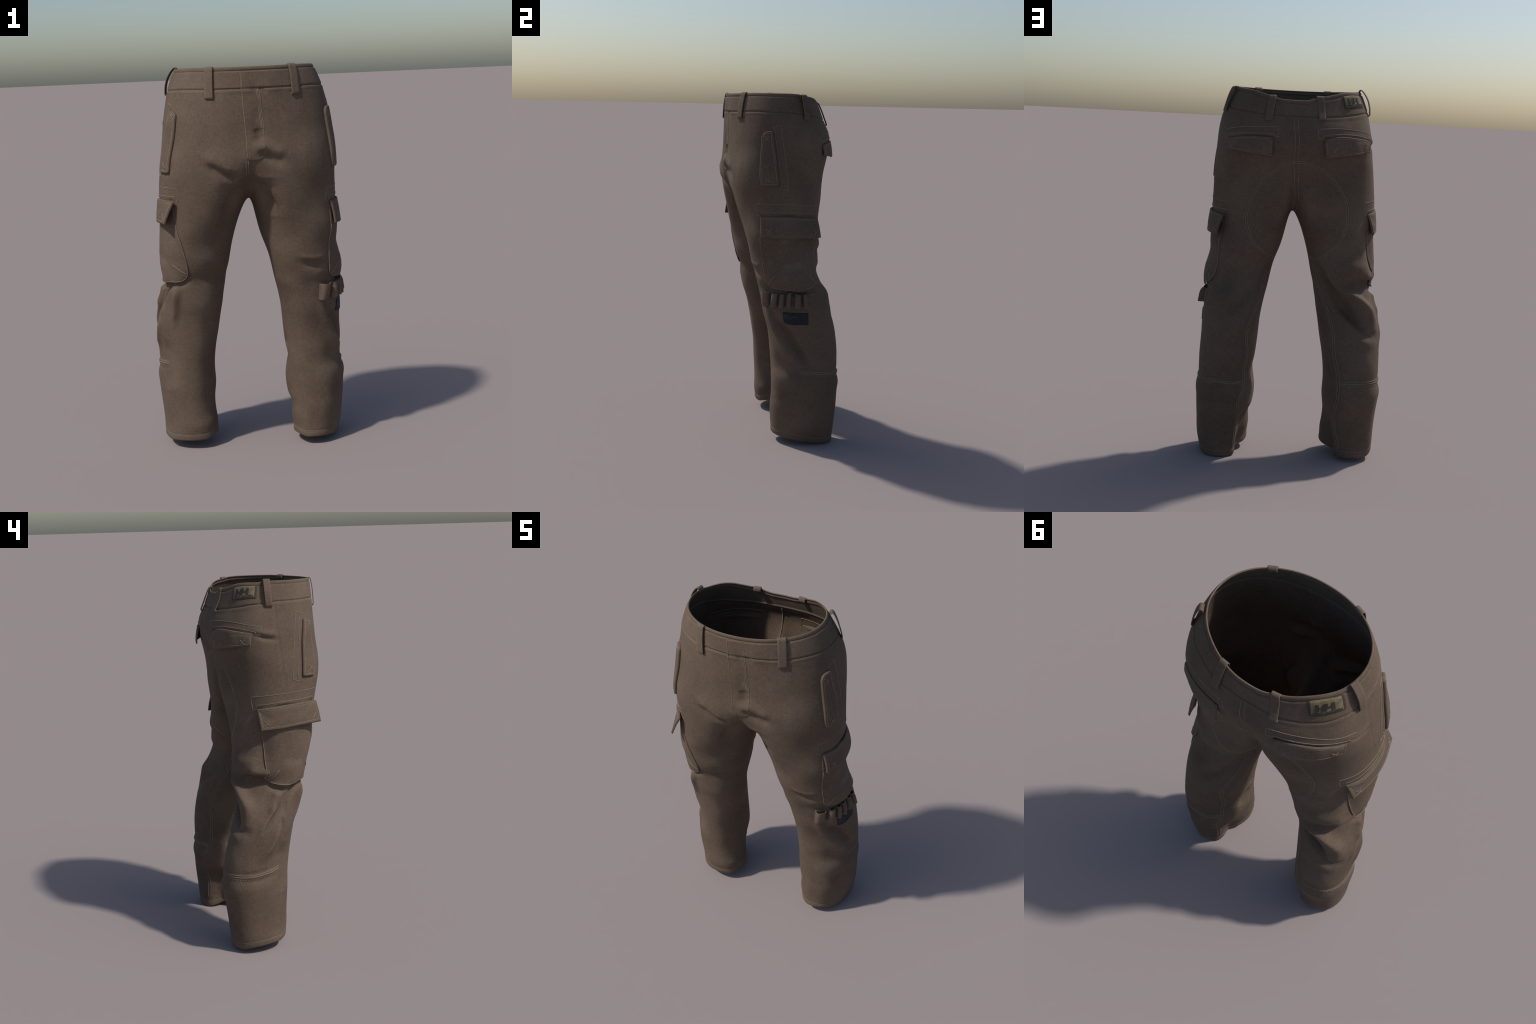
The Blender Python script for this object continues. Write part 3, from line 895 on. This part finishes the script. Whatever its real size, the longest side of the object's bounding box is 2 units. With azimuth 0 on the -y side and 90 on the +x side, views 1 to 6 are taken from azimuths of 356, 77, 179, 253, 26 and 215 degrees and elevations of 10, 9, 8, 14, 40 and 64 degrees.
# ------------------------------------------------------------------ belt loops
def sweep(path, across, width, thick):
    """a flat tape with rounded edges along a path; `across` is its width direction"""
    t = np.gradient(path, axis=0)
    t /= np.linalg.norm(t, axis=1, keepdims=True)
    across = np.broadcast_to(across, path.shape)
    n = np.cross(across, t)
    n /= np.linalg.norm(n, axis=1, keepdims=True)
    w, h = width / 2, thick / 2
    c = .0014
    sec = [(-w + c, -h), (-w / 2, -h), (0, -h), (w / 2, -h), (w - c, -h), (w, -h + c * .8), (w, h - c * .8), (w - c, h), (w * .28, h), (w * .17, h - .0008), (w * .06, h), (-w / 2, h), (-w + c, h), (-w, h - c * .8), (-w, -h + c * .8)]
    sec = np.array(sec)
    P = path[:, None] + sec[None, :, :1] * across[:, None] + sec[None, :, 1:] * n[:, None]
    k, m = len(path), len(sec)
    f = [(i * m + j, (i + 1) * m + j, (i + 1) * m + (j + 1) % m, i * m + (j + 1) % m) for i in range(k - 1) for j in range(m)]
    f += [tuple(range(m)), tuple(range((k - 1) * m, k * m))[::-1]]
    return P.reshape(-1, 3), f


def belt_loop(top, bottom, bulge, width=.040):
    top, bottom = np.array(top), np.array(bottom)
    (q0, q1), (n0, n1) = land([top, bottom])
    n = n0 + n1
    n[2] = 0
    bottom = bottom + n0 * 0 + (n / np.linalg.norm(n)) * max(0, .005 - (bottom - q1) @ n1)
    top = top + (n / np.linalg.norm(n)) * max(0, .003 - (top - q0) @ n0)
    n /= np.linalg.norm(n)
    across = np.cross((0, 0, 1.), n)
    f = lambda s: top + (bottom - top) * s
    up = np.array([0, 0, 1.])
    path = [top - n * .012 - up * .022, top - n * .011 - up * .006, top - n * .004 + up * .001, top + n * .003 - up * .003, f(.15) + n * (.004 + bulge * .5), f(.4) + n * (.004 + bulge), f(.65) + n * (.003 + bulge * .9),
            f(.88) + n * (.003 + bulge * .35), f(.98) + n * .002, bottom - n * .004 - up * .001, bottom - n * .009 + up * .006]
    v, fc = sweep(curve_through(path, .005), across, width, .0045)
    add_mesh("belt_loop", v, fc, CLOTH, BAND)


belt_loop((-.1653, -.2655, 1.9880), (-.1683, -.2740, 1.8426), .004, .042)
belt_loop((.2301, -.2400, 1.9900), (.2367, -.2520, 1.8490), .004, .042)
belt_loop((.3560, .0720, 1.9825), (.3990, .0800, 1.8500), .004, .036)
belt_loop((-.3280, .0335, 1.9965), (-.3680, .0350, 1.8620), .015, .036)
belt_loop((.1500, .2040, 1.9430), (.1650, .2560, 1.8146), .002, .038)
belt_loop((-.0960, .2120, 1.9480), (-.1130, .2560, 1.8290), -.006, .038)

# ------------------------------------------------------------------ elastic loops below the left pocket
rail_top = curve_through([(.352, -.140, .885), (.372, -.130, .886), (.410, -.100, .888), (.437, -.069, .890), (.452, -.036, .890), (.459, .003, .890), (.459, .061, .888), (.450, .112, .890), (.439, .143, .892)], .002)
rail_low = curve_through([(.345, -.140, .800), (.362, -.126, .801), (.395, -.105, .806), (.437, -.067, .810), (.450, -.036, .811), (.463, .004, .811), (.468, .061, .811), (.462, .110, .813), (.455, .143, .815)], .002)


def at(rail, s):
    i = np.linspace(0, 1, len(rail))
    return np.stack([np.interp(s, i, rail[:, k]) for k in range(3)], -1)


# start and end along the strip, how far it stands off at the top and at the bottom, lean
LOBES = [(.010, .185, .036, .030, .0), (.225, .352, .030, .036, -.012), (.375, .462, .031, .035, .0), (.490, .575, .031, .034, .004), (.622, .738, .033, .030, .004), (.752, .838, .034, .038, .034)]
band = Patch("elastic_band", [at(rail_top, u) for u in np.linspace(0, 1, 9)] + [at(rail_low, u) for u in np.linspace(1, 0, 9)], LEG_L, thick=.0035, round_=0, lifts=[.0005] * 18, bead=.0002)
for a, b, out_top, out_low, lean in LOBES:
    u = np.linspace(0, 1, 25)
    theta = np.pi * u
    bulge = np.sin(theta) ** .55
    s = (a + b) / 2 - (b - a) / 2 * np.sign(np.cos(theta)) * np.abs(np.cos(theta)) ** .8
    rowsP = []
    for h in np.linspace(0, 1, 9):
        base = at(rail_top, np.clip(s, 0, 1)) * (1 - h) + at(rail_low, np.clip(s + lean * h, 0, 1)) * h
        q, n = land(base)
        n[:, 2] = 0
        n /= np.linalg.norm(n, axis=1, keepdims=True)
        mid = n.mean(0)
        mid /= np.linalg.norm(mid)
        n = n * .35 + mid * .65
        rowsP.append((q + n * ((out_top * (1 - h) + out_low * h) * bulge - .002)[:, None], n))
    rp = np.array([r[0] for r in rowsP])
    tan = np.gradient(rp, axis=1)
    nn = np.cross(tan, (0, 0, 1.))
    nn /= np.linalg.norm(nn, axis=2, keepdims=True) + 1e-9
    if (nn[4, 12] @ rowsP[4][1][12]) < 0:
        nn = -nn
    inner = rp - nn * .0032
    H, U = rp.shape[:2]
    v = np.vstack([rp.reshape(-1, 3), inner.reshape(-1, 3)])
    f, o = [], H * U
    for i in range(H - 1):
        for j in range(U - 1):
            k = i * U + j
            f.append((k, k + U, k + U + 1, k + 1))
            f.append((o + k, o + k + 1, o + k + U + 1, o + k + U))
    for j in range(U - 1):
        f.append((j, j + 1, o + j + 1, o + j))
        k = (H - 1) * U + j
        f.append((k + 1, k, o + k, o + k + 1))
    for i in range(H - 1):
        k = i * U
        f.append((k + U, k, o + k, o + k + U))
        k += U - 1
        f.append((k, k + U, o + k + U, o + k))
    ob = add_mesh("elastic_loop", v, f, CLOTH, LEG_L)
    bv = ob.modifiers.new("edge", "BEVEL")
    bv.width, bv.segments, bv.limit_method, bv.angle_limit = .0009, 2, "ANGLE", 1.0


# ------------------------------------------------------------------ labels
def on_frame(corners, u, v):
    """place (u, v) of a four-cornered panel: top left, top right, bottom right, bottom left"""
    a, b, c, d = (np.array(k, float) for k in corners)
    u, v = np.asarray(u)[:, None], np.asarray(v)[:, None]
    return (a * (1 - u) + b * u) * (1 - v) + (d * (1 - u) + c * u) * v


def panel_mesh(name, corners, polys, height, rise, material, parent, smooth_faces=False, stuff=False):
    """small raised shapes (u, v outlines) laid over a panel on the cloth"""
    verts, faces = [], []
    for poly in polys:
        pts = []
        for (x0, y0), (x1, y1) in zip(poly, poly[1:] + poly[:1]):
            for t in np.linspace(0, 1, 5)[:-1]:
                pts.append((x0 + (x1 - x0) * t, y0 + (y1 - y0) * t))
        pts = np.array(pts)
        q, n = land(on_frame(corners, pts[:, 0], pts[:, 1]))
        k, o = len(pts), len(verts)
        verts += (q + n * (height + rise)).tolist() + (q + n * (height - .002)).tolist()
        faces.append(tuple(o + i for i in range(k)))
        faces += [(o + k + i, o + k + (i + 1) % k, o + (i + 1) % k, o + i) for i in range(k)]
        a, b, c = (np.array(verts[o + i]) for i in (0, k // 3, 2 * k // 3))
        if np.cross(b - a, c - a) @ n[0] < 0:
            faces[-k - 1:] = [f[::-1] for f in faces[-k - 1:]]
    return add_mesh(name, verts, faces, material, parent, smooth_faces=smooth_faces, stuff=stuff)


def text_polys(body, box):
    """flat letters of the built-in font as triangles fitted into a (u, v) box"""
    cu = bpy.data.curves.new("letters", "FONT")
    cu.body = body
    cu.resolution_u = 2
    tmp = bpy.data.objects.new("letters", cu)
    bpy.context.collection.objects.link(tmp)
    bpy.context.view_layer.update()
    me = tmp.to_mesh()
    p = np.array([v.co[:2] for v in me.vertices])
    lo, hi = p.min(0), p.max(0)
    p = (p - lo) / (hi - lo)
    u0, v0, u1, v1 = box
    p = np.stack([u0 + p[:, 0] * (u1 - u0), v1 - p[:, 1] * (v1 - v0)], -1)
    polys = [list(map(tuple, p[list(f.vertices)].tolist())) for f in me.polygons]
    tmp.to_mesh_clear()
    bpy.data.objects.remove(tmp)
    bpy.data.curves.remove(cu)
    return polys


LOGO = [(-.215, .164, 1.951), (-.303, .086, 1.960), (-.322, .096, 1.905), (-.233, .180, 1.894)]
frame = Patch("brand_label", [on_frame(LOGO, [u], [v])[0] for u, v in ((-.07, -.12), (.5, -.12), (1.10, -.12), (1.10, 1.12), (.5, 1.14), (-.07, 1.12))], BAND, thick=.003, round_=.003, lifts=[0] * 6, bead=.0008, inset=.007)
panel = Patch("label_panel", [on_frame(LOGO, [u], [v])[0] for u, v in ((0, 0), (.5, 0), (1, 0), (1, 1), (.5, 1), (0, 1))], frame.ob, thick=.0062, round_=0, lifts=[0] * 6, bead=.0002, material=OLIVE)
frame.ob.data.materials.clear()
frame.ob.data.materials.append(plain_material("brown_label_border", (.060, .046, .036), .85, .2, 60))
lean = .055
MARK = [[(.17, .22), (.27, .22), (.27, .44), (.37, .44), (.37 + lean * .4, .22), (.45, .22), (.39, .74), (.33, .74), (.35, .56), (.27, .56), (.27, .74), (.17, .74)],
        [(.475, .22), (.54, .22), (.52, .44), (.625, .44), (.64, .22), (.75, .22), (.74, .74), (.63, .74), (.63, .56), (.505, .56), (.49, .74), (.415, .74)]]


def split_mark(m, wide):
    """an H as three upright-and-bar pieces"""
    a = m
    left = [a[0], a[1], a[10], a[11]]
    right = [a[4], a[5], a[6], a[7]]
    bar = [a[2], a[3], a[8], a[9]]
    return [left, bar, right]


panel_mesh("label_letters", LOGO, sum([split_mark(m, 0) for m in MARK], []), .0070, .0014, INK, frame.ob)
panel_mesh("label_small_letters", LOGO, text_polys("HELLY HANSEN", (.06, .81, .94, .91)), .0070, .0012, INK, frame.ob, stuff=True)

PATCH = [(.449, -.044, .782), (.470, .099, .780), (.474, .101, .713), (.449, -.040, .711)]
sign = Patch("side_label", [on_frame(PATCH, [u], [v])[0] for u, v in ((0, 0), (.5, 0), (1, 0), (1, 1), (.5, 1), (0, 1))], LEG_L, thick=.0042, round_=0, lifts=[0] * 6, bead=.0002, material=NAVY)
rng = np.random.default_rng(5)
marks = []
for v0, words in ((.16, [.15]), (.285, [.19, .30]), (.42, [.11, .20])):
    u0 = .035
    for w in words:
        end = u0 + w
        while u0 < end - .005:
            step = .011 + .006 * rng.random()
            top = v0 + .03 * rng.random()
            marks.append([(u0, top), (u0 + step * .62, top), (u0 + step * .62, v0 + .085), (u0, v0 + .085)])
            u0 += step
        u0 += .016
panel_mesh("label_print", PATCH, marks, .0046, .0010, GREY, sign.ob, stuff=True)
